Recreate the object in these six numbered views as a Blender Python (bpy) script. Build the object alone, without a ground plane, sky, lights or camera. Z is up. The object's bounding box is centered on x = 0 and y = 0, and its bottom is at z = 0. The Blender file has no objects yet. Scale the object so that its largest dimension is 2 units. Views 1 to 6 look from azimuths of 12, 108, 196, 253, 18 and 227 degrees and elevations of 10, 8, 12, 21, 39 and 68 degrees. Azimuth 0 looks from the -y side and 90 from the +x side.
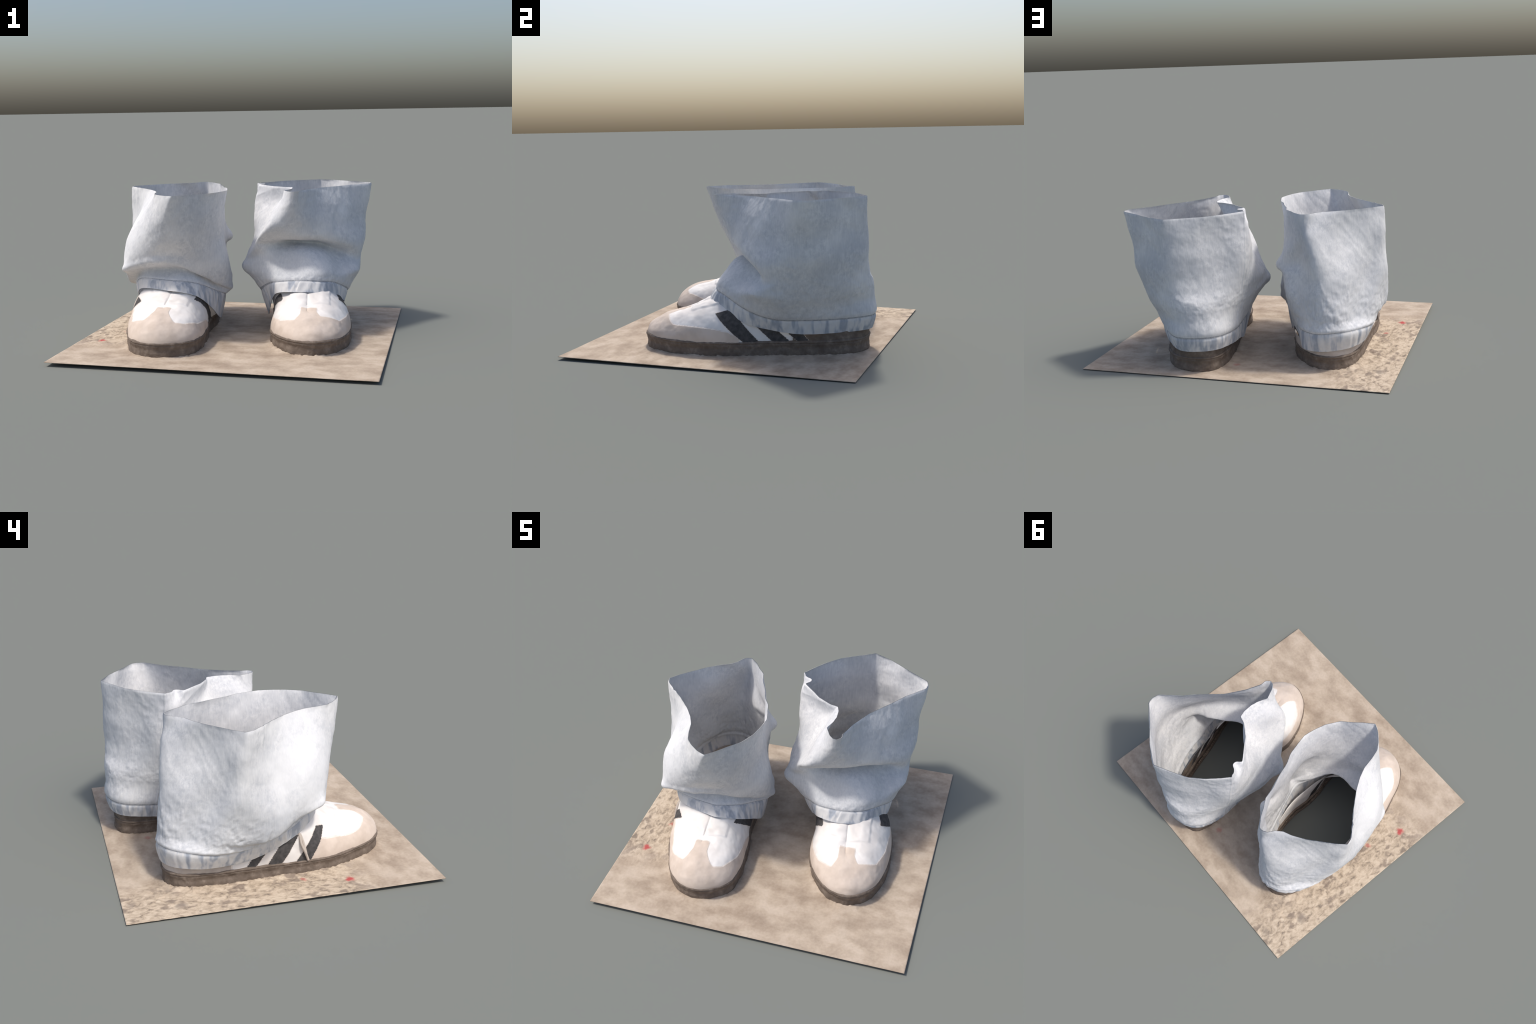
"""A pair of worn white trainers under turned, cropped light denim trouser legs,
standing on a square patch of dusty gravel ground."""
import bpy, math
import numpy as np

# ------------------------------------------------------------------ helpers
def vnoise(p, scale, seed=0):
    """smooth 3-D value noise, about -1..1, on an (N,3) array of positions"""
    q = np.asarray(p, float) / scale + 100.0 + seed * 17.3
    i = np.floor(q).astype(np.int64)
    f = q - i
    f = f * f * f * (f * (f * 6 - 15) + 10)
    def h(dx, dy, dz):
        n = (i[..., 0] + dx) * 374761393 + (i[..., 1] + dy) * 668265263 + (i[..., 2] + dz) * 2147483647 + seed * 974711
        n = (n ^ (n >> 13)) * 1274126177
        n = n ^ (n >> 16)
        return (n & 0xFFFF) / 32767.5 - 1.0
    x, y, z = f[..., 0], f[..., 1], f[..., 2]
    c00 = h(0, 0, 0) * (1 - x) + h(1, 0, 0) * x
    c10 = h(0, 1, 0) * (1 - x) + h(1, 1, 0) * x
    c01 = h(0, 0, 1) * (1 - x) + h(1, 0, 1) * x
    c11 = h(0, 1, 1) * (1 - x) + h(1, 1, 1) * x
    return (c00 * (1 - y) + c10 * y) * (1 - z) + (c01 * (1 - y) + c11 * y) * z

def fbm(p, scale, seed=0, octaves=3):
    s, a = 0.0, 1.0
    for k in range(octaves):
        s = s + a * vnoise(p, scale, seed + k)
        a *= 0.5
        scale *= 0.5
    return s

def loop_spline(ctrl, n, sharp=1.0):
    """closed Catmull-Rom through control points (M,k), n samples per span"""
    c = np.asarray(ctrl, float)
    t = np.linspace(0, 1, n, endpoint=False)[None, :, None]
    p0, p1, p2, p3 = np.roll(c, 1, 0), c, np.roll(c, -1, 0), np.roll(c, -2, 0)
    m1 = (p2 - p0)[:, None] * 0.5 * sharp
    m2 = (p3 - p1)[:, None] * 0.5 * sharp
    p1, p2 = p1[:, None], p2[:, None]
    r = ((2 * t**3 - 3 * t**2 + 1) * p1 + (t**3 - 2 * t**2 + t) * m1
         + (-2 * t**3 + 3 * t**2) * p2 + (t**3 - t**2) * m2)
    return r.reshape(-1, c.shape[1])

def open_spline(rings, counts):
    """Hermite spline through a stack of rings (R,U,3), counts[k] samples in span k.
    Returns (rows,U,3) and the ring coordinate of each row."""
    R = np.asarray(rings, float)
    nr = len(R)
    chord = np.linalg.norm(np.diff(R, axis=0), axis=2).mean(1)
    k = np.concatenate([[0], np.cumsum(chord)])
    tang = np.zeros_like(R)
    for i in range(nr):
        if i == 0:
            tang[i] = (R[1] - R[0]) / chord[0]
        elif i == nr - 1:
            tang[i] = (R[-1] - R[-2]) / chord[-1]
        else:
            a, b = chord[i - 1], chord[i]
            tang[i] = ((R[i] - R[i - 1]) / a * b + (R[i + 1] - R[i]) / b * a) / (a + b)
    rows, vv = [], []
    for i in range(nr - 1):
        n = counts[i]
        for t in np.linspace(0, 1, n, endpoint=(i == nr - 2)):
            h = chord[i]
            rows.append((2 * t**3 - 3 * t**2 + 1) * R[i] + (t**3 - 2 * t**2 + t) * h * tang[i]
                        + (-2 * t**3 + 3 * t**2) * R[i + 1] + (t**3 - t**2) * h * tang[i + 1])
            vv.append(i + t)
    return np.array(rows), np.array(vv)

def grid_normals(G, closed_v=False):
    du = np.roll(G, -1, 1) - np.roll(G, 1, 1)
    if closed_v:
        dv = np.roll(G, -1, 0) - np.roll(G, 1, 0)
    else:
        dv = np.gradient(G, axis=0)
    n = np.cross(du, dv)
    return n / np.maximum(np.linalg.norm(n, axis=2, keepdims=True), 1e-9)

def grid_faces(rows, cols, closed_v=False):
    r = np.arange(rows if closed_v else rows - 1)
    c = np.arange(cols)
    rr, cc = np.meshgrid(r, c, indexing="ij")
    r2, c2 = (rr + 1) % rows, (cc + 1) % cols
    f = np.stack([rr * cols + cc, rr * cols + c2, r2 * cols + c2, r2 * cols + cc], -1)
    return f.reshape(-1, 4)

def smoothstep(a, b, x):
    t = np.clip((x - a) / (b - a), 0, 1)
    return t * t * (3 - 2 * t)

def make_object(name, verts, faces, material, parent=None, normals=None):
    """mesh object holding only the vertices its faces use"""
    faces = np.asarray(faces)
    used, inv = np.unique(faces.reshape(-1), return_inverse=True)
    v = verts[used]
    f = inv.reshape(faces.shape)
    me = bpy.data.meshes.new(name)
    me.vertices.add(len(v))
    me.vertices.foreach_set("co", v.astype(np.float32).reshape(-1))
    k = f.shape[1]
    me.loops.add(f.size)
    me.loops.foreach_set("vertex_index", f.reshape(-1).astype(np.int32))
    me.polygons.add(len(f))
    me.polygons.foreach_set("loop_start", (np.arange(len(f)) * k).astype(np.int32))
    me.update(calc_edges=True)
    me.validate()
    me.polygons.foreach_set("use_smooth", np.ones(len(me.polygons), bool))
    if normals is not None:
        me.normals_split_custom_set_from_vertices([tuple(x) for x in normals[used]])
    me.materials.append(material)
    ob = bpy.data.objects.new(name, me)
    bpy.context.scene.collection.objects.link(ob)
    ob.parent = parent
    return ob

# ---------------------------------------------------------------- materials
class Nodes:
    def __init__(self, name):
        self.mat = bpy.data.materials.new(name)
        self.mat.use_nodes = True
        self.t = self.mat.node_tree
        self.b = self.t.nodes["Principled BSDF"]
        self.pos = self.new("ShaderNodeTexCoord").outputs["Object"]
    def new(self, kind, **kw):
        n = self.t.nodes.new(kind)
        for k, v in kw.items():
            setattr(n, k, v)
        return n
    def link(self, a, b):
        self.t.links.new(a, b)
    def mapped(self, scale=(1, 1, 1), rot=(0, 0, 0)):
        m = self.new("ShaderNodeMapping")
        m.inputs["Scale"].default_value = scale
        m.inputs["Rotation"].default_value = rot
        self.link(self.pos, m.inputs["Vector"])
        return m.outputs["Vector"]
    def noise(self, scale, detail=4, rough=0.55, vec=None, distortion=0.0):
        n = self.new("ShaderNodeTexNoise")
        n.inputs["Scale"].default_value = scale
        n.inputs["Detail"].default_value = detail
        n.inputs["Roughness"].default_value = rough
        n.inputs["Distortion"].default_value = distortion
        self.link(vec if vec is not None else self.pos, n.inputs["Vector"])
        return n.outputs["Fac"]
    def ramp(self, fac, stops):
        r = self.new("ShaderNodeValToRGB")
        e = r.color_ramp.elements
        while len(e) < len(stops):
            e.new(0.5)
        for el, (p, c) in zip(e, stops):
            el.position = p
            el.color = (*c, 1) if len(c) == 3 else c
        self.link(fac, r.inputs["Fac"])
        return r.outputs["Color"]
    def mix(self, fac, a, b, mode="MIX"):
        m = self.new("ShaderNodeMix", data_type="RGBA", blend_type=mode)
        for sock, val in ((m.inputs["Factor"], fac), (m.inputs["A"], a), (m.inputs["B"], b)):
            pass
        ins = {s.identifier: s for s in m.inputs}
        for key, val in (("Factor_Float", fac), ("A_Color", a), ("B_Color", b)):
            s = ins[key]
            if hasattr(val, "links") or hasattr(val, "is_output"):
                self.link(val, s)
            elif isinstance(val, tuple):
                s.default_value = (*val, 1)
            else:
                s.default_value = val
        return [o for o in m.outputs if o.identifier == "Result_Color"][0]
    def math(self, op, a, b=None):
        m = self.new("ShaderNodeMath", operation=op)
        for s, v in zip(m.inputs, (a, b)):
            if v is None:
                continue
            if hasattr(v, "is_output"):
                self.link(v, s)
            else:
                s.default_value = v
        return m.outputs[0]
    def finish(self, color, rough=0.8, bump=None, strength=0.3, dist=0.004, spec=0.3):
        if isinstance(color, tuple):
            self.b.inputs["Base Color"].default_value = (*color, 1)
        else:
            self.link(color, self.b.inputs["Base Color"])
        self.b.inputs["Roughness"].default_value = rough
        self.b.inputs["Specular IOR Level"].default_value = spec
        if bump is not None:
            bn = self.new("ShaderNodeBump")
            bn.inputs["Strength"].default_value = strength
            bn.inputs["Distance"].default_value = dist
            self.link(bump, bn.inputs["Height"])
            self.link(bn.outputs["Normal"], self.b.inputs["Normal"])
        return self.mat

def denim_material():
    n = Nodes("washed_denim")
    warp = n.noise(110, 3, 0.6, n.mapped((1.0, 1.0, 0.14)))
    blotch = n.noise(4, 3, 0.5)
    mottle = n.noise(38, 5, 0.7)
    patch = n.noise(9, 2, 0.5)
    base = n.ramp(blotch, [(0.36, (0.555, 0.565, 0.585)), (0.52, (0.66, 0.66, 0.665)), (0.64, (0.76, 0.755, 0.75))])
    speck = n.ramp(mottle, [(0.38, (0.46, 0.48, 0.515)), (0.5, (0.66, 0.66, 0.67)), (0.6, (0.82, 0.815, 0.81))])
    c = n.mix(n.ramp(patch, [(0.42, (0.10, 0.10, 0.10)), (0.62, (0.42, 0.42, 0.42))]), base, speck)
    c = n.mix(0.16, c, n.ramp(warp, [(0.35, (0.44, 0.46, 0.50)), (0.65, (0.84, 0.835, 0.83))]))
    for (x, y, z), rad, amount in (((-.74, -.13, .72), .34, .55), ((-.72, .45, .33), .25, .35), ((.64, .235, .80), .06, .45)):
        v = n.new("ShaderNodeVectorMath", operation="DISTANCE")
        n.link(n.pos, v.inputs[0])
        v.inputs[1].default_value = (x, y, z)
        mr = n.new("ShaderNodeMapRange")
        mr.inputs["From Min"].default_value = rad
        mr.inputs["From Max"].default_value = rad * .4
        mr.inputs["To Max"].default_value = amount
        n.link(n.math("ADD", v.outputs["Value"], n.math("MULTIPLY", n.math("SUBTRACT", patch, 0.5), rad)), mr.inputs["Value"])
        c = n.mix(mr.outputs[0], c, (0.83, 0.83, 0.835))
    return n.finish(c, 0.9, n.math("ADD", warp, mottle), 0.3, 0.003, 0.15)

def hem_material():
    n = Nodes("faded_hem_denim")
    stripe = n.noise(26, 2, 0.5, n.mapped((1.0, 1.0, 0.16)))
    mottle = n.noise(40, 3, 0.6)
    c = n.ramp(stripe, [(0.38, (0.36, 0.39, 0.445)), (0.46, (0.56, 0.575, 0.605)), (0.54, (0.73, 0.715, 0.70))])
    c = n.mix(0.2, c, n.ramp(mottle, [(0.35, (0.40, 0.43, 0.48)), (0.65, (0.72, 0.71, 0.70))]))
    return n.finish(c, 0.9, mottle, 0.3, 0.004, 0.15)

def stitch_material():
    n = Nodes("dark_stitching")
    return n.finish(n.ramp(n.noise(60), [(0.35, (0.30, 0.315, 0.34)), (0.65, (0.50, 0.50, 0.515))]), 0.9, spec=0.15)

def leather_material():
    n = Nodes("white_leather")
    c = n.ramp(n.noise(9, 3), [(0.35, (0.77, 0.725, 0.685)), (0.6, (0.86, 0.825, 0.79))])
    return n.finish(c, 0.55, n.noise(60, 3), 0.12, 0.003, 0.35)

def suede_material():
    n = Nodes("beige_suede")
    c = n.ramp(n.noise(12, 4), [(0.35, (0.60, 0.50, 0.42)), (0.62, (0.69, 0.585, 0.50))])
    return n.finish(c, 0.85, n.noise(90, 3), 0.15, 0.003, 0.2)

def edge_material():
    n = Nodes("rubbed_panel_edge")
    c = n.ramp(n.noise(20, 3), [(0.35, (0.68, 0.605, 0.54)), (0.62, (0.78, 0.71, 0.65))])
    return n.finish(c, 0.7, n.noise(70, 3), 0.12, 0.003, 0.3)

def collar_material():
    n = Nodes("cream_heel_leather")
    c = n.ramp(n.noise(14, 3), [(0.35, (0.47, 0.40, 0.345)), (0.62, (0.58, 0.51, 0.45))])
    return n.finish(c, 0.7, n.noise(60, 3), 0.15, 0.003, 0.25)

def rubber_material():
    n = Nodes("brown_gum_rubber")
    dust = n.noise(20, 4, 0.65)
    c = n.ramp(dust, [(0.33, (0.135, 0.105, 0.083)), (0.55, (0.185, 0.147, 0.118)), (0.72, (0.27, 0.22, 0.18))])
    return n.finish(c, 0.8, n.noise(70, 3), 0.3, 0.004, 0.2)

def stripe_material():
    n = Nodes("charcoal_stripe")
    c = n.ramp(n.noise(40, 3), [(0.35, (0.055, 0.052, 0.052)), (0.65, (0.095, 0.088, 0.086))])
    return n.finish(c, 0.8, n.noise(90, 2), 0.2, 0.003, 0.25)

def ground_material():
    n = Nodes("dusty_gravel")
    streak = n.noise(7, 3, 0.5, n.mapped((1.0, 1.5, 1.0), (0, 0, 0.35)))
    blotch = n.noise(3.2, 2, 0.5)
    c = n.ramp(streak, [(0.34, (0.33, 0.258, 0.195)), (0.50, (0.46, 0.37, 0.285)), (0.64, (0.57, 0.475, 0.38))])
    c = n.mix(0.3, c, n.ramp(blotch, [(0.40, (0.36, 0.28, 0.21)), (0.6, (0.55, 0.455, 0.355))]))
    # sharp, gritty zone on the side of the shoe with the red flecks
    sep = n.new("ShaderNodeSeparateXYZ")
    n.link(n.pos, sep.inputs[0])
    wob = n.math("MULTIPLY", n.math("SUBTRACT", n.noise(6, 3), 0.5), 0.25)
    m = n.new("ShaderNodeMapRange")
    m.inputs["From Min"].default_value = -0.48
    m.inputs["From Max"].default_value = -0.74
    n.link(n.math("ADD", sep.outputs[0], wob), m.inputs["Value"])
    m2 = n.new("ShaderNodeMapRange")
    m2.inputs["From Min"].default_value = -0.55
    m2.inputs["From Max"].default_value = -0.33
    n.link(n.math("ADD", sep.outputs[1], wob), m2.inputs["Value"])
    zone = n.math("MULTIPLY", m.outputs[0], m2.outputs[0])
    gvec = n.mapped((1.0, 0.62, 1.0), (0, 0, -0.5))
    grit = n.noise(30, 5, 0.65, gvec, 0.6)
    clod = n.noise(11, 3, 0.6, gvec)
    gcol = n.ramp(grit, [(0.34, (0.20, 0.16, 0.125)), (0.44, (0.43, 0.345, 0.255)), (0.56, (0.58, 0.475, 0.36)), (0.72, (0.68, 0.58, 0.45))])
    gcol = n.mix(n.ramp(clod, [(0.35, (1, 1, 1)), (0.43, (0, 0, 0))]), gcol, (0.24, 0.19, 0.15))
    c = n.mix(n.math("MULTIPLY", zone, 0.95), c, gcol)
    # fine grain everywhere
    fine = n.noise(55, 4, 0.6)
    c = n.mix(0.14, c, n.ramp(fine, [(0.35, (0.24, 0.19, 0.15)), (0.65, (0.60, 0.51, 0.42))]))
    # small red flecks
    for (x, y, r, a) in ((-0.846, -0.358, 0.034, 0.9), (-0.765, -0.107, 0.024, 0.55), (0.057, 0.648, 0.03, 0.35), (-0.845, 0.622, 0.045, 0.75), (-0.748, 0.885, 0.035, 0.5)):
        v = n.new("ShaderNodeVectorMath", operation="DISTANCE")
        jit = n.new("ShaderNodeVectorMath", operation="ADD")
        ns = n.new("ShaderNodeTexNoise")
        ns.inputs["Scale"].default_value = 30
        n.link(n.pos, ns.inputs["Vector"])
        sc = n.new("ShaderNodeVectorMath", operation="MULTIPLY_ADD")
        n.link(ns.outputs["Color"], sc.inputs[0])
        sc.inputs[1].default_value = (0.04, 0.04, 0)
        sc.inputs[2].default_value = (-0.02, -0.02, 0)
        n.link(n.pos, jit.inputs[0])
        n.link(sc.outputs[0], jit.inputs[1])
        flat = n.new("ShaderNodeVectorMath", operation="MULTIPLY")
        flat.inputs[1].default_value = (1, 1, 0)
        n.link(jit.outputs[0], flat.inputs[0])
        n.link(flat.outputs[0], v.inputs[0])
        v.inputs[1].default_value = (x, y, 0)
        mr = n.new("ShaderNodeMapRange")
        mr.inputs["From Min"].default_value = r
        mr.inputs["From Max"].default_value = r * 0.3
        mr.inputs["To Max"].default_value = a
        n.link(v.outputs["Value"], mr.inputs["Value"])
        c = n.mix(mr.outputs[0], c, (0.44, 0.06, 0.065) if y < 0.5 or x > 0 else (0.20, 0.165, 0.14))
    return n.finish(c, 0.95, n.math("ADD", fine, grit), 0.35, 0.004, 0.1)

MAT = {"denim": denim_material(), "hem": hem_material(), "stitch": stitch_material(),
       "leather": leather_material(), "suede": suede_material(), "collar": collar_material(),
       "rubber": rubber_material(), "edge": edge_material(), "stripe": stripe_material(), "ground": ground_material()}

RIM_Z = 0.956

# ------------------------------------------------------------ trouser legs
# Each ring is a closed loop of 16 points, starting at the front of the leg and
# turning counter-clockwise seen from above; the stack runs from hem to cut rim.
def flat(points, z):
    return [(x, y, z) for x, y in points]

LEG_TURNED_OUT = [  # leg on the +x side
    # hem edge
    [(.38, -.15, .325), (.52, -.11, .315), (.60, .00, .285), (.652, .145, .215),
     (.62, .30, .172), (.592, .475, .15), (.495, .66, .145), (.355, .83, .145),
     (.22, .835, .145), (.125, .77, .145), (.08, .62, .14), (.09, .45, .12),
     (.12, .28, .08), (.155, .12, .135), (.207, -.03, .26), (.26, -.11, .31)],
    # hem stitching
    [(.40, -.112, .39), (.52, -.075, .38), (.60, .01, .36), (.668, .168, .29),
     (.648, .32, .238), (.602, .50, .23), (.505, .68, .226), (.37, .85, .228),
     (.22, .855, .228), (.11, .775, .225), (.066, .61, .22), (.075, .45, .22),
     (.085, .28, .24), (.105, .10, .28), (.18, -.02, .345), (.26, -.085, .375)],
    # swell of cloth under the ankle fold
    [(.42, -.05, .48), (.55, -.01, .46), (.635, .10, .42), (.735, .22, .40),
     (.72, .39, .37), (.645, .555, .36), (.535, .705, .36), (.38, .845, .37),
     (.22, .84, .37), (.115, .735, .37), (.05, .58, .38), (.01, .42, .40),
     (-.015, .25, .42), (-.005, .09, .44), (.105, .015, .465), (.25, -.015, .48)],
    # crest of the swell
    [(.41, .01, .558), (.53, .07, .525), (.615, .16, .465), (.73, .245, .425),
     (.73, .405, .435), (.67, .565, .43), (.555, .72, .43), (.385, .845, .435),
     (.225, .83, .435), (.11, .72, .435), (.04, .575, .44), (.0, .42, .455),
     (-.017, .255, .465), (.01, .09, .485), (.125, .015, .53), (.26, .015, .55)],
    # bottom of the ankle fold
    [(.41, .12, .598), (.50, .185, .575), (.605, .245, .525), (.715, .29, .47),
     (.74, .43, .50), (.69, .575, .50), (.565, .725, .50), (.39, .84, .50),
     (.23, .80, .50), (.11, .69, .50), (.03, .57, .50), (-.01, .42, .51),
     (-.015, .26, .51), (.03, .085, .53), (.12, -.01, .585), (.27, .09, .605)],
    # lip above the fold
    [(.40, .005, .645), (.51, .075, .63), (.63, .165, .60), (.737, .295, .57),
     (.762, .46, .60), (.715, .60, .61), (.575, .74, .61), (.40, .845, .62),
     (.24, .787, .62), (.115, .665, .62), (.01, .56, .62), (.0, .42, .61),
     (.035, .26, .61), (.088, .105, .62), (.107, -.025, .625), (.25, -.025, .64)],
    [(.37, -.06, .73), (.48, .03, .73), (.60, .16, .72), (.70, .31, .71),
     (.765, .49, .74), (.70, .625, .74), (.555, .742, .74), (.402, .836, .74),
     (.25, .772, .74), (.118, .65, .74), (.008, .545, .74), (-.005, .42, .74),
     (.063, .295, .74), (.178, .16, .74), (.178, -.087, .73), (.26, -.115, .735)],
    [(.36, -.117, .85), (.452, .025, .85), (.565, .17, .85), (.685, .335, .85),
     (.785, .515, .86), (.70, .645, .86), (.55, .747, .86), (.41, .835, .86),
     (.255, .768, .86), (.12, .645, .86), (.01, .518, .86), (.02, .405, .86),
     (.14, .295, .86), (.25, .19, .86), (.23, .0, .85), (.275, -.095, .85)],
    # cut rim
    flat([(.35, -.138), (.42, .0), (.52, .175), (.66, .35), (.797, .54), (.70, .65),
          (.56, .755), (.41, .838), (.26, .765), (.12, .65), (.01, .51), (.055, .39),
          (.17, .255), (.30, .185), (.318, .06), (.29, -.045)], RIM_Z),
]

LEG_STRAIGHT = [  # leg on the -x side
    # hem edge
    [(-.40, -.29, .34), (-.333, -.288, .333), (-.235, -.235, .295), (-.182, -.11, .20),
     (-.16, .01, .11), (-.172, .13, .10), (-.215, .265, .15), (-.295, .415, .14),
     (-.365, .60, .125), (-.47, .67, .13), (-.58, .658, .137), (-.67, .59, .145),
     (-.722, .43, .145), (-.71, .18, .16), (-.69, -.06, .25), (-.61, -.22, .34)],
    # hem stitching
    [(-.41, -.255, .40), (-.33, -.245, .395), (-.235, -.18, .365), (-.175, -.07, .31),
     (-.125, .04, .26), (-.155, .16, .25), (-.205, .285, .24), (-.275, .44, .235),
     (-.36, .60, .235), (-.47, .685, .24), (-.59, .675, .25), (-.69, .59, .25),
     (-.762, .41, .238), (-.748, .17, .25), (-.71, -.05, .322), (-.62, -.20, .40)],
    # tuck under the overhanging drape
    [(-.42, -.19, .46), (-.33, -.185, .455), (-.25, -.145, .42), (-.175, -.04, .35),
     (-.105, .05, .29), (-.15, .17, .31), (-.19, .295, .32), (-.265, .495, .32),
     (-.35, .595, .33), (-.48, .68, .33), (-.60, .655, .33), (-.68, .53, .32),
     (-.788, .37, .31), (-.775, .165, .285), (-.70, -.06, .37), (-.61, -.19, .45)],
    # lower edge of the drape
    [(-.50, -.305, .51), (-.365, -.265, .508), (-.235, -.175, .43), (-.14, -.06, .35),
     (-.085, .06, .32), (-.16, .17, .38), (-.195, .285, .42), (-.235, .505, .44),
     (-.345, .58, .45), (-.48, .67, .45), (-.61, .605, .45), (-.705, .465, .44),
     (-.802, .34, .42), (-.80, .11, .32), (-.765, -.07, .40), (-.715, -.225, .455)],
    [(-.53, -.318, .57), (-.36, -.29, .57), (-.215, -.205, .52), (-.105, -.06, .47),
     (-.10, .07, .46), (-.165, .185, .50), (-.19, .305, .53), (-.218, .472, .55),
     (-.34, .545, .56), (-.48, .655, .56), (-.615, .57, .56), (-.725, .405, .56),
     (-.83, .29, .55), (-.80, .06, .45), (-.775, -.09, .48), (-.70, -.245, .51)],
    [(-.46, -.355, .66), (-.31, -.33, .66), (-.193, -.23, .66), (-.13, -.06, .65),
     (-.135, .07, .65), (-.162, .19, .63), (-.168, .31, .61), (-.185, .42, .61),
     (-.335, .507, .65), (-.467, .65, .66), (-.62, .50, .68), (-.74, .37, .68),
     (-.822, .258, .68), (-.745, .065, .63), (-.735, -.12, .64), (-.63, -.28, .65)],
    [(-.395, -.415, .81), (-.26, -.36, .81), (-.165, -.25, .81), (-.115, -.06, .80),
     (-.13, .065, .80), (-.16, .19, .79), (-.19, .33, .78), (-.255, .44, .78),
     (-.365, .585, .81), (-.44, .61, .82), (-.60, .455, .82), (-.745, .345, .82),
     (-.822, .25, .82), (-.705, .075, .81), (-.635, -.135, .81), (-.545, -.295, .81)],
    # cut rim
    flat([(-.335, -.455), (-.23, -.37), (-.14, -.26), (-.08, -.06), (-.10, .07), (-.15, .18),
          (-.20, .32), (-.26, .465), (-.37, .60), (-.47, .515), (-.63, .42), (-.74, .33),
          (-.818, .245), (-.68, .07), (-.54, -.12), (-.48, -.30)], RIM_Z),
]

# outline of the cut rims: loop position, x, y (hooked and torn at the front)
RIM_TURNED_OUT = [
    (0, .371, -.14), (.22, .397, -.114), (.42, .395, -.075), (1, .435, .034), (1.8, .502, .158),
    (2.6, .604, .283), (3.2, .68, .387), (3.8, .79, .50), (4, .797, .545), (4.25, .785, .585),
    (4.6, .74, .618), (5.4, .646, .686), (6.1, .542, .768), (6.6, .467, .81), (7, .41, .84),
    (7.6, .325, .797), (8.1, .24, .752), (8.4, .194, .725), (9, .114, .648), (9.6, .05, .567),
    (10, .012, .51), (10.15, .02, .485), (10.5, .062, .428), (10.8, .048, .385), (11.4, .11, .32),
    (12, .17, .254), (12.6, .251, .20), (13, .302, .185), (13.4, .316, .141), (13.8, .319, .08),
    (14.3, .31, .03), (15, .287, -.037), (15.25, .301, -.07), (15.55, .322, -.112), (15.8, .345, -.135)]
RIM_STRAIGHT = [
    (0, -.324, -.457), (.6, -.267, -.405), (1.3, -.205, -.338), (1.7, -.158, -.295), (2.4, -.108, -.20),
    (2.75, -.087, -.118), (3.1, -.076, -.045), (3.7, -.092, .03), (4.3, -.112, .11), (5, -.15, .18),
    (5.7, -.182, .277), (6.3, -.218, .359), (6.85, -.24, .44), (7.2, -.278, .486), (7.6, -.313, .542),
    (8, -.367, .60), (8.2, -.397, .597), (8.45, -.423, .58), (8.75, -.446, .538), (9.1, -.483, .502),
    (9.5, -.54, .477), (10, -.616, .43), (10.6, -.692, .366), (11.4, -.763, .305), (12, -.815, .25),
    (12.15, -.802, .205), (12.6, -.735, .13), (13.05, -.665, .058), (13.6, -.586, -.04), (14, -.536, -.118),
    (14.4, -.506, -.186), (14.8, -.49, -.27), (15.15, -.471, -.333), (15.4, -.435, -.38), (15.75, -.38, -.428)]

CLOTH = 0.004

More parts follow.
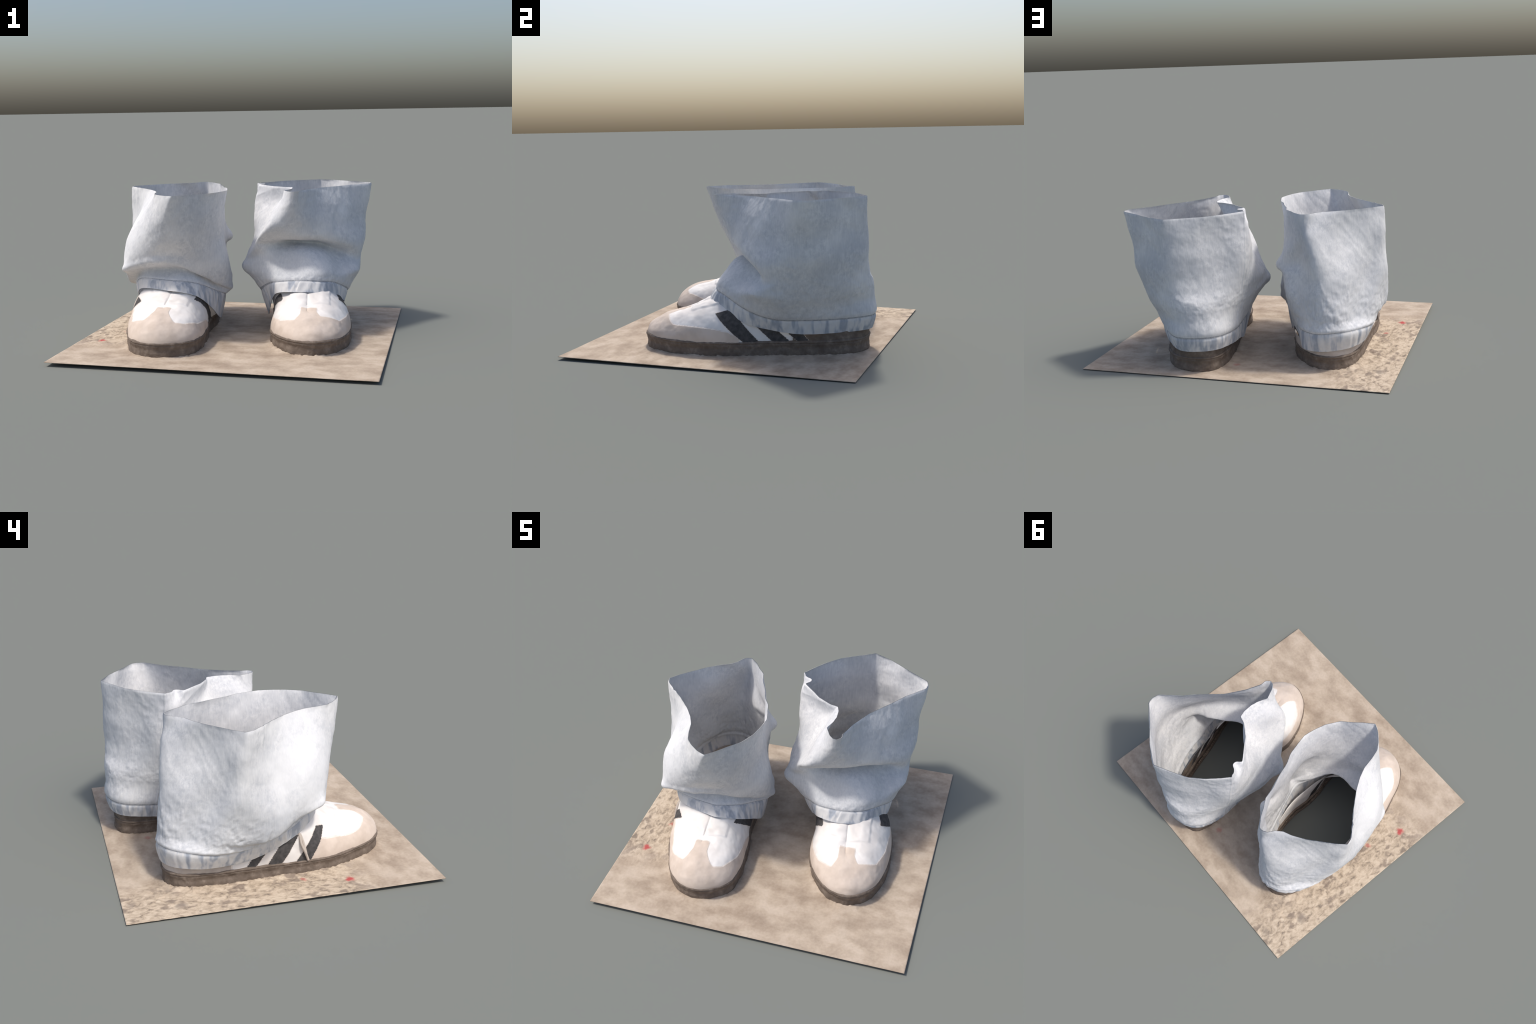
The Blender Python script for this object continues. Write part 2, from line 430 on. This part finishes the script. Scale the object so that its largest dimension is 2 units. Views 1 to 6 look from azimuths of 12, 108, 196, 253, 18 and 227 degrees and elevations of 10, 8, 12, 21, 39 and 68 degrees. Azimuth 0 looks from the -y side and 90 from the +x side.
def build_trouser_leg(rings, rim, parent, seed, side_seam, bumps=(), lumpy=1.0, pleat=(0, 0, 1)):
    per = 30
    loops = np.array([loop_spline(r, per) for r in rings])
    # the rim follows its own, finer outline
    rim = np.array(rim)
    k = np.concatenate([rim[-3:] - (16, 0, 0), rim, rim[:3] + (16, 0, 0)])
    uu = np.arange(loops.shape[1]) / per
    for ax in (1, 2):
        fine = np.interp(uu, k[:, 0], k[:, ax])
        for _ in range(2):
            fine = (np.roll(fine, 1) + 2 * fine + np.roll(fine, -1)) / 4
        loops[-1, :, ax - 1] = fine
    counts = [14, 14] + [14] * (len(rings) - 3)
    last = len(rings) - 1
    G, ring = open_spline(loops, counts)
    rows, cols = G.shape[:2]
    N = grid_normals(G)
    u = np.arange(cols) / per
    P = G.reshape(-1, 3)
    rr = np.repeat(ring, cols)
    # --- cloth relief
    upper = smoothstep(1.0, 1.6, rr) * (1 - smoothstep(last - .1, last, rr))
    d = 0.005 * fbm(P * (1, 1, .8), 0.2, seed) * upper
    d += 0.0008 * fbm(P, 0.045, seed + 5) * upper
    d += 0.0006 * fbm(P, 0.016, seed + 9, 2) * smoothstep(1.0, 1.3, rr)
    # long drag folds running along one slanting direction
    g = np.array(pleat, float) / np.linalg.norm(pleat)
    along = (P @ g)[:, None] * g
    stretched = (P - along) + along * 0.14
    fold = 1 - 2 * np.abs(vnoise(stretched, 0.05, seed + 30))
    d += 0.0017 * fold * upper * smoothstep(-.45, .35, vnoise(P, .3, seed + 31))
    # hem: rolled band with short vertical puckers and a stitched groove on top
    arc = np.cumsum(np.linalg.norm(np.diff(G[3], axis=0, append=G[3][:1]), axis=1))
    wob = fbm(np.stack([arc * 1.0, 0 * arc, 0 * arc], 1), 0.09, seed + 3)
    pucker = np.sin(arc * 2 * np.pi / 0.058 + 2.4 * wob)
    amp = 0.0034 * (0.7 + 0.6 * fbm(np.stack([arc, 0 * arc + 3, 0 * arc], 1), 0.2, seed + 4))
    band = np.exp(-((rr - 0.5) / 0.42) ** 2)
    d += band * (0.0015 + np.tile(pucker * amp, rows))
    d -= 0.0045 * np.exp(-((rr - 1.0) / 0.08) ** 2)
    d += 0.002 * np.exp(-((rr - 1.22) / 0.12) ** 2) * (1 + 0.6 * np.tile(pucker, rows))
    # side seam: a fine welt running from rim to hem
    us = np.interp(ring / last, side_seam[0], side_seam[1])[:, None]
    du = (u[None] - us + 8) % 16 - 8
    d += (0.004 * np.exp(-(du / 0.035) ** 2) - 0.003 * np.exp(-((du - 0.11) / 0.035) ** 2)).reshape(-1) * smoothstep(1, 1.2, rr)
    # hollow above the hem at the back, and crumpled cloth where the leg bunches
    back = smoothstep(.0, .25, P[:, 1])
    d -= 0.005 * np.exp(-((rr - 1.7) / .3) ** 2) * back
    d += 0.0028 * fbm(P, .024, seed + 21) * smoothstep(.55, .40, P[:, 2]) * smoothstep(1.1, 1.5, rr) * back * lumpy
    for (x, y, z, r, rz, h) in bumps:
        q = (P - (x, y, z)) / (r, r, rz)
        d += h * np.exp(-np.sum(q ** 2, 1))
    G = (P + N.reshape(-1, 3) * d[:, None]).reshape(rows, cols, 3)
    G[-1, :, 2] = RIM_Z
    N = grid_normals(G)
    inner = G - N * CLOTH
    inner[-1, :, 2] = RIM_Z
    full = np.concatenate([G, inner[::-1]], 0)
    nrm = np.concatenate([N, -N[::-1]], 0).reshape(-1, 3)
    faces = grid_faces(2 * rows, cols, True)
    fr = np.concatenate([ring, ring[::-1]])[np.minimum(faces[:, 0] // cols, faces[:, 2] // cols)]
    verts = full.reshape(-1, 3)
    isouter = faces[:, 2] // cols < rows
    hem = fr < 0.93
    stitch = (fr >= 0.93) & (fr < 1.03) & isouter
    leg = make_object("trouser_leg", verts, faces[~hem & ~stitch], MAT["denim"], parent, nrm)
    make_object("hem", verts, faces[hem], MAT["hem"], leg, nrm)
    make_object("hem_stitching", verts, faces[stitch], MAT["stitch"], leg, nrm)
    return leg

# -------------------------------------------------------------------- shoes
# rows: sole edge (x, y), where the upper ends (x, y, z)
SHOE_TURNED_OUT = [
    (.515, -.54, .47, -.30, .245), (.61, -.505, .475, -.29, .247), (.685, -.41, .48, -.24, .268),
    (.722, -.25, .48, -.17, .305), (.722, -.08, .455, -.09, .35), (.70, .06, .55, -.02, .31),
    (.66, .17, .605, .10, .28), (.62, .28, .60, .24, .235), (.582, .41, .58, .40, .20),
    (.538, .55, .535, .55, .19), (.487, .685, .48, .675, .18), (.39, .795, .38, .785, .18),
    (.26, .825, .26, .81, .18), (.15, .78, .16, .76, .18), (.115, .64, .12, .63, .18),
    (.13, .45, .125, .45, .19), (.155, .28, .14, .28, .20), (.19, .11, .175, .12, .25),
    (.215, -.04, .25, -.02, .33), (.217, -.20, .43, -.09, .35), (.278, -.363, .455, -.18, .298),
    (.387, -.495, .46, -.27, .253)]
SHOE_STRAIGHT = [
    (-.38, -.715, -.40, -.45, .282), (-.27, -.685, -.395, -.44, .283), (-.18, -.602, -.39, -.40, .295),
    (-.155, -.465, -.39, -.34, .315), (-.165, -.32, -.39, -.27, .345), (-.18, -.20, -.30, -.22, .33),
    (-.205, -.10, -.21, -.12, .27), (-.215, .02, -.19, .02, .235), (-.21, .15, -.19, .15, .21),
    (-.232, .295, -.225, .29, .18), (-.282, .45, -.28, .44, .165), (-.37, .58, -.37, .57, .165),
    (-.47, .66, -.47, .645, .165), (-.58, .66, -.58, .645, .17), (-.665, .575, -.66, .565, .175),
    (-.695, .42, -.69, .42, .18), (-.695, .25, -.685, .25, .185), (-.695, .08, -.68, .08, .22),
    (-.70, -.06, -.66, -.06, .29), (-.70, -.18, -.57, -.20, .335), (-.688, -.31, -.42, -.27, .345),
    (-.64, -.45, -.405, -.34, .315), (-.582, -.588, -.405, -.41, .292), (-.493, -.682, -.402, -.44, .283)]

def ground_z(x, y):
    """gently tilted, slightly bowed sheet: front edge lifted"""
    a, b = (x + 1) / 2, (y + .94) / 1.88
    return (1 - b) * ((1 - a) * .024 + a * .017) + b * ((1 - a) * .005 + a * .003)

def inside_poly(px, py, poly):
    r = np.zeros(px.shape, bool)
    j = len(poly) - 1
    for i in range(len(poly)):
        xi, yi = poly[i]
        xj, yj = poly[j]
        if yi != yj:
            r ^= ((yi > py) != (yj > py)) & (px < (xj - xi) * (py - yi) / (yj - yi) + xi)
        j = i
    return r

def in_side_quad(y, z, quad):
    """inside a leaning band given by its front and back edges (y,z top -> bottom)"""
    (f0, f1), (b0, b1) = quad
    def edge(p, q):
        return p[0] + (q[0] - p[0]) * (p[1] - z) / (p[1] - q[1])
    tooth = 0.0035 * np.abs(((z / 0.011) % 1) * 2 - 1)
    top = f0[1] + (b0[1] - f0[1]) * (y - f0[0]) / (b0[0] - f0[0] + 1e-6)
    return (y > edge(f0, f1) - tooth) & (y < edge(b0, b1) + tooth) & (z < top)

def build_shoe(rows, parent, spec, seed):
    per = 36 if len(rows) > 22 else 40
    L = loop_spline(np.array(rows), per)
    P, E = L[:, :2], L[:, 2:].copy()
    # over the instep both sides of the upper meet on one straight ridge line
    (x0, y0), (x1, y1), zt, zz = spec["ridge"]
    t = np.clip((E[:, 1] - y0) / (y1 - y0), 0, 1)
    idx = np.arange(len(L)) / per
    wt = smoothstep(len(rows) - spec["front_rows"][1] - .7, len(rows) - spec["front_rows"][1], np.where(idx > len(rows) / 2, idx, 0))
    wt = np.maximum(wt, smoothstep(spec["front_rows"][0] + .7, spec["front_rows"][0], np.where(idx <= len(rows) / 2, idx, 99)))
    S = np.stack([x0 + (x1 - x0) * t, y0 + (y1 - y0) * t, np.interp(t, zt, zz)], 1)
    E = E * (1 - wt[:, None]) + S * wt[:, None]
    cols = len(L)
    cen = P.mean(0)
    # outward direction of the sole edge
    tan = np.roll(P, -1, 0) - np.roll(P, 1, 0)
    out = np.stack([tan[:, 1], -tan[:, 0]], 1)
    out /= np.linalg.norm(out, axis=1, keepdims=True)
    ytoe, yheel = P[:, 1].min(), P[:, 1].max()
    toe = smoothstep(ytoe + .35, ytoe, P[:, 1])
    ztop = 0.100 + 0.012 * toe
    gz = ground_z(P[:, 0], P[:, 1])
    # ---- sole: foxing band with a foot line, a welt groove and a thick top lip
    inset = 0.004 + 0.002 * toe
    prof = [(0.000, -inset - .012, 0.0), (0.004, -inset, 0.05), (0.25, -inset * .55, .25), (0.55, -.006, .55),
            (0.80, .000, .80), (0.94, .002, .93), (1.0, -.002, 1.0), (1.0, -.007, 1.02), (0.98, -.011, 0.99)]
    S = []
    for t, o, h in prof:
        z = gz + (ztop - gz) * h
        S.append(np.concatenate([P + out * np.reshape(o, (-1, 1)) if np.ndim(o) else P + out * o, z[:, None]], 1))
    S, sv = open_spline(np.array(S), [3, 6, 8, 8, 6, 4, 4, 4])
    N = grid_normals(S)
    Q = S.reshape(-1, 3)
    dd = 0.003 * fbm(Q, .07, seed) + 0.0015 * fbm(Q, .02, seed + 2)
    dd += -0.003 * np.exp(-((np.repeat(sv, cols) - 4.3) / .25) ** 2)
    S = (Q + N.reshape(-1, 3) * dd[:, None]).reshape(S.shape)
    # inner wall closes the band (the shoe is open below, as the trouser legs are)
    inn = S.copy()
    inn[..., :2] -= out[None] * 0.008
    shell = np.concatenate([S, inn[::-1]], 0)
    sn = grid_normals(shell, True).reshape(-1, 3)
    # ---- upper
    th = np.linspace(0, 1, 110)
    n_exp = 1.88
    A = []
    base = np.concatenate([P - out * 0.006, ztop[:, None] - .004], 1)
    for t in th:
        a = t * math.pi / 2
        f = 1 - math.cos(a) ** (2 / n_exp)
        g = math.sin(a) ** (2 / n_exp)
        xy = base[:, :2] + (E[:, :2] - base[:, :2]) * f
        z = base[:, 2] + (E[:, 2] - base[:, 2]) * g
        A.append(np.concatenate([xy, z[:, None]], 1))
    U = np.array(A)
    rowsU = len(U)
    N = grid_normals(U)
    Q = U.reshape(-1, 3)
    x, y, z = Q.T
    b = x - (spec["axis"][0] + spec["axis"][1] * (y - ytoe))       # sideways from the foot's axis
    def regions(x, y, z, b):
        lat = np.where(b * spec["outer"] > 0, 1, 0)
        zc = np.where(lat == 1, np.interp(y, *spec["cap_outer"]), np.interp(y, *spec["cap_inner"]))
        tip = np.where(lat == 1, spec["tips"][0], spec["tips"][1])
        lobe = (np.abs(b) > spec["bar"]) & (z > zc) & (y > tip + ((np.abs(b) - .115) / .065) ** 2 * .07)
        lace = (y > spec["lace"] + 1.2 * np.maximum(0, np.abs(b) - .05)) & (z > zc)
        panel = (lobe | lace) & (y < spec["collar"])
        heel = (y >= spec["collar"])
        stripe = np.zeros(x.shape, bool)
        for q in spec["stripes_outer"]:
            stripe |= (lat == 1) & in_side_quad(y, z, q)
        for q in spec["stripes_inner"]:
            stripe |= (lat == 0) & in_side_quad(y, z, q)
        return panel & ~stripe, lace & ~stripe, stripe, heel & ~stripe
    pan, lac, stp, hel = regions(x, y, z, b)
    lift = 0.0022 * stp + 0.0016 * (~pan & ~stp & ~hel)
    eye = smoothstep(spec["lace"] + .03, spec["lace"] + .045, y - 0.25 * np.maximum(0, np.abs(b) - .02)) * smoothstep(.135, .115, np.abs(b)) * (y < spec["collar"])
    lift = lift + 0.005 * eye
    lift = lift + 0.004 * fbm(Q, .09, seed + 7) * smoothstep(.0, .25, np.repeat(th, cols))
    # rumples where the tongue meets the hem
    lift = lift + eye * 0.003 * vnoise(Q, .04, seed + 8)
    edge = np.repeat(np.exp(-((th - 1) / .02) ** 2), cols)
    U = (Q + N.reshape(-1, 3) * (lift * (1 - edge))[:, None]).reshape(U.shape)
    N = grid_normals(U).reshape(-1, 3)
    V = U.reshape(-1, 3)
    faces = grid_faces(rowsU, cols)
    pick = lambda m: m[faces].sum(1) >= 3
    soft = pan.reshape(rowsU, cols).astype(float)
    for _ in range(7):
        soft = (np.roll(soft, 1, 1) + soft + np.roll(soft, -1, 1)) / 3
        q = np.pad(soft, ((1, 1), (0, 0)), mode="edge")
        soft = (q[:-2] + q[1:-1] + q[2:]) / 3
    fsoft = soft.reshape(-1)[faces].mean(1)
    fs, fh = pick(stp), pick(hel)
    fp = (fsoft > .68) & ~fs & ~fh
    fe = (fsoft > .32) & (fsoft <= .68) & ~fs & ~fh
    fc = ~(fs | fp | fh | fe)
    shoe = make_object("shoe", V, faces[fp & ~fs], MAT["leather"], parent, N)
    make_object("toe_cap", V, faces[fc], MAT["suede"], shoe, N)
    make_object("panel_edge", V, faces[fe], MAT["edge"], shoe, N)
    make_object("heel_counter", V, faces[fh & ~fs], MAT[spec["heel"]], shoe, N)
    make_object("side_stripe", V, faces[fs], MAT["stripe"], shoe, N)
    make_object("sole", shell.reshape(-1, 3), grid_faces(len(shell), cols, True), MAT["rubber"], shoe)
    for pts in spec.get("laces", ()):
        cu = bpy.data.curves.new("lace", "CURVE")
        cu.dimensions = "3D"
        cu.bevel_depth = 0.0075
        cu.bevel_resolution = 4
        cu.use_fill_caps = True
        sp = cu.splines.new("NURBS")
        sp.points.add(len(pts) - 1)
        for q, co in zip(sp.points, pts):
            q.co = (*co, 1)
        sp.use_endpoint_u = True
        sp.order_u = 4
        tmp = bpy.data.objects.new("lace_path", cu)
        bpy.context.scene.collection.objects.link(tmp)
        bpy.context.view_layer.update()
        me = bpy.data.meshes.new_from_object(tmp.evaluated_get(bpy.context.evaluated_depsgraph_get()))
        bpy.data.objects.remove(tmp)
        me.name = "lace"
        me.materials.clear()
        me.materials.append(MAT["collar"])
        for p in me.polygons:
            p.use_smooth = True
        lo = bpy.data.objects.new("lace", me)
        bpy.context.scene.collection.objects.link(lo)
        lo.parent = shoe
    # the ground is cut out under the foot
    return P - out * (inset + .006)[:, None]

SPEC_OUT = dict(heel="rubber", ridge=((.47, -.30), (.445, -.09), [0, .29, .52, .76, 1], [.243, .262, .285, .312, .335]), front_rows=(4, 3),  # heel counter coloured dark like the sole to paint in the shadow below the hem
                axis=(.505, -.10), outer=1, bar=.05, tips=(-.40, -.43), lace=-.275, collar=.42,
                cap_outer=([-.60, -.37, -.31, -.16, -.045, .052, .117, .13], [.30, .225, .188, .183, .178, .161, .122, 0]),
                cap_inner=([-.60, -.43, -.36, -.25, -.12, .0, .06, .07], [.30, .215, .188, .18, .175, .15, .122, 0]),
                stripes_outer=[(((-.042, .262), (.121, .118)), ((.06, .29), (.212, .118))),
                               (((.155, .25), (.287, .118)), ((.24, .25), (.385, .118))),
                               (((.29, .25), (.43, .118)), ((.40, .25), (.50, .118)))],
                stripes_inner=[(((-.14, .268), (.0, .118)), ((-.08, .30), (.09, .118)))])
SPEC_STRAIGHT = dict(heel="collar", laces=[[(-.655, -.095, .285), (-.672, -.112, .262), (-.695, -.108, .225), (-.706, -.118, .19), (-.708, -.14, .15), (-.705, -.155, .105)],
                            [(-.672, -.112, .262), (-.690, -.128, .22), (-.704, -.132, .185), (-.708, -.14, .15)]],
                     ridge=((-.40, -.45), (-.40, -.27), [0, .28, .6, 1], [.268, .279, .298, .327]), front_rows=(4, 4),
                     axis=(-.385, -.03), outer=-1, bar=.045, tips=(-.60, -.60), lace=-.45, collar=.30,
                     cap_outer=([-.75, -.573, -.52, -.40, -.26, -.19, -.18], [.29, .215, .19, .172, .156, .122, 0]),
                     cap_inner=([-.75, -.58, -.52, -.40, -.26, -.19, -.18], [.29, .205, .185, .172, .156, .122, 0]),
                     stripes_outer=[(((-.276, .262), (-.185, .118)), ((-.222, .281), (-.10, .118))),
                                    (((-.102, .258), (-.012, .118)), ((-.026, .27), (.075, .118))),
                                    (((.06, .22), (.14, .118)), ((.12, .22), (.20, .118)))],
                     stripes_inner=[(((-.265, .285), (-.10, .118)), ((-.20, .31), (.0, .118)))])

def foot(rows, rings, rim, spec, seed, seam, bumps, lumpy, pleat, label):
    e = bpy.data.objects.new("trousered_foot", None)
    e.empty_display_size = 0.2
    bpy.context.scene.collection.objects.link(e)
    e["label"] = label
    e["category"] = "clothed foot"
    build_trouser_leg(rings, rim, e, seed, seam, bumps, lumpy, pleat)
    return build_shoe(rows, e, spec, seed)

# dents and knuckles of the cloth: x, y, z, horizontal and vertical reach, height
FOLDS_OUT = [(.055, .43, .956, .025, .06, -.02), (-.005, .10, .44, .05, .05, .014),
             (.30, .82, .73, .15, .05, .006), (.30, .82, .59, .15, .05, -.008),
             (.27, .84, .44, .16, .05, .004), (.42, .80, .33, .10, .05, -.008),
             (.15, .74, .42, .08, .06, -.006)]
FOLDS_STRAIGHT = [(-.144, .398, .601, .055, .05, .026), (-.086, .055, .285, .04, .04, .014),
                  (-.10, .10, .38, .03, .03, .010), (-.72, -.23, .46, .05, .04, .010),
                  (-.62, .42, .70, .14, .16, -.006)]
hole_b = foot(SHOE_TURNED_OUT, LEG_TURNED_OUT, RIM_TURNED_OUT, SPEC_OUT, 3, ([0, 1], [10.2, 10.0]), FOLDS_OUT, 0.5, (.6, -.3, .25),
              "white striped trainer under a crumpled light denim trouser leg")
hole_a = foot(SHOE_STRAIGHT, LEG_STRAIGHT, RIM_STRAIGHT, SPEC_STRAIGHT, 11, ([0, .28, 1], [13.1, 13.0, 12.57]), FOLDS_STRAIGHT, 1.0, (-.5, -.45, -.75),
              "white striped trainer under a draped light denim trouser leg")

# ------------------------------------------------------------------- ground
def build_ground():
    n = 300
    c = np.array([(-.998, -.890), (.951, -.941), (.996, .888), (-.948, .942)])
    s = np.linspace(0, 1, n)
    A, B = np.meshgrid(s, s, indexing="xy")
    X = (1 - B) * ((1 - A) * c[0, 0] + A * c[1, 0]) + B * ((1 - A) * c[3, 0] + A * c[2, 0])
    Y = (1 - B) * ((1 - A) * c[0, 1] + A * c[1, 1]) + B * ((1 - A) * c[3, 1] + A * c[2, 1])
    base = ground_z(X, Y) + 0.001
    P = np.stack([X, Y, 0 * X], -1).reshape(-1, 3)
    edge = (smoothstep(0, .12, A) * smoothstep(1, .88, A) * smoothstep(0, .12, B) * smoothstep(1, .88, B)).reshape(-1)
    rough = smoothstep(-.55, -.68, P[:, 0] + .06 * vnoise(P, .2, 4)) * smoothstep(-.52, -.4, P[:, 1])
    h = 0.0025 * fbm(P, .18, 40) + rough * 0.0045 * np.abs(fbm(P, .05, 44)) + rough * .003 * fbm(P, .022, 47)
    # grit scuffed up around the soles
    for hole in (hole_a, hole_b):
        d = np.full(len(P), 9.0)
        for k in range(0, len(hole), 6):
            d = np.minimum(d, np.hypot(P[:, 0] - hole[k, 0], P[:, 1] - hole[k, 1]))
        h += np.exp(-(d / .035) ** 2) * (0.006 + .008 * np.abs(fbm(P, .035, 50)))
    top = P.copy()
    top[:, 2] = base.reshape(-1) + h * np.maximum(edge, .15)
    faces = np.array(grid_faces(n, n))
    ok = (faces[:, 1] % n) == (faces[:, 0] % n) + 1        # no wrap-around
    faces = faces[ok]
    mid = top[faces].mean(1)
    hole = inside_poly(mid[:, 0], mid[:, 1], hole_a[::4]) | inside_poly(mid[:, 0], mid[:, 1], hole_b[::4])
    faces = faces[~hole]
    ob = make_object("ground_patch", top, faces, MAT["ground"])
    m = ob.modifiers.new("thickness", "SOLIDIFY")
    m.thickness = 0.003
    m.offset = -1
    bpy.context.view_layer.update()
    dg = bpy.context.evaluated_depsgraph_get()
    me = bpy.data.meshes.new_from_object(ob.evaluated_get(dg))
    ob.modifiers.clear()
    ob.data = me
    co = np.empty(len(me.vertices) * 3, np.float32)
    me.vertices.foreach_get("co", co)
    co[2::3] = np.maximum(co[2::3], 0.0)
    me.vertices.foreach_set("co", co)
    me.update()
    ob["label"] = "thin square sheet of dusty tan gravel ground"
    ob["category"] = "ground patch"
    return ob

build_ground()
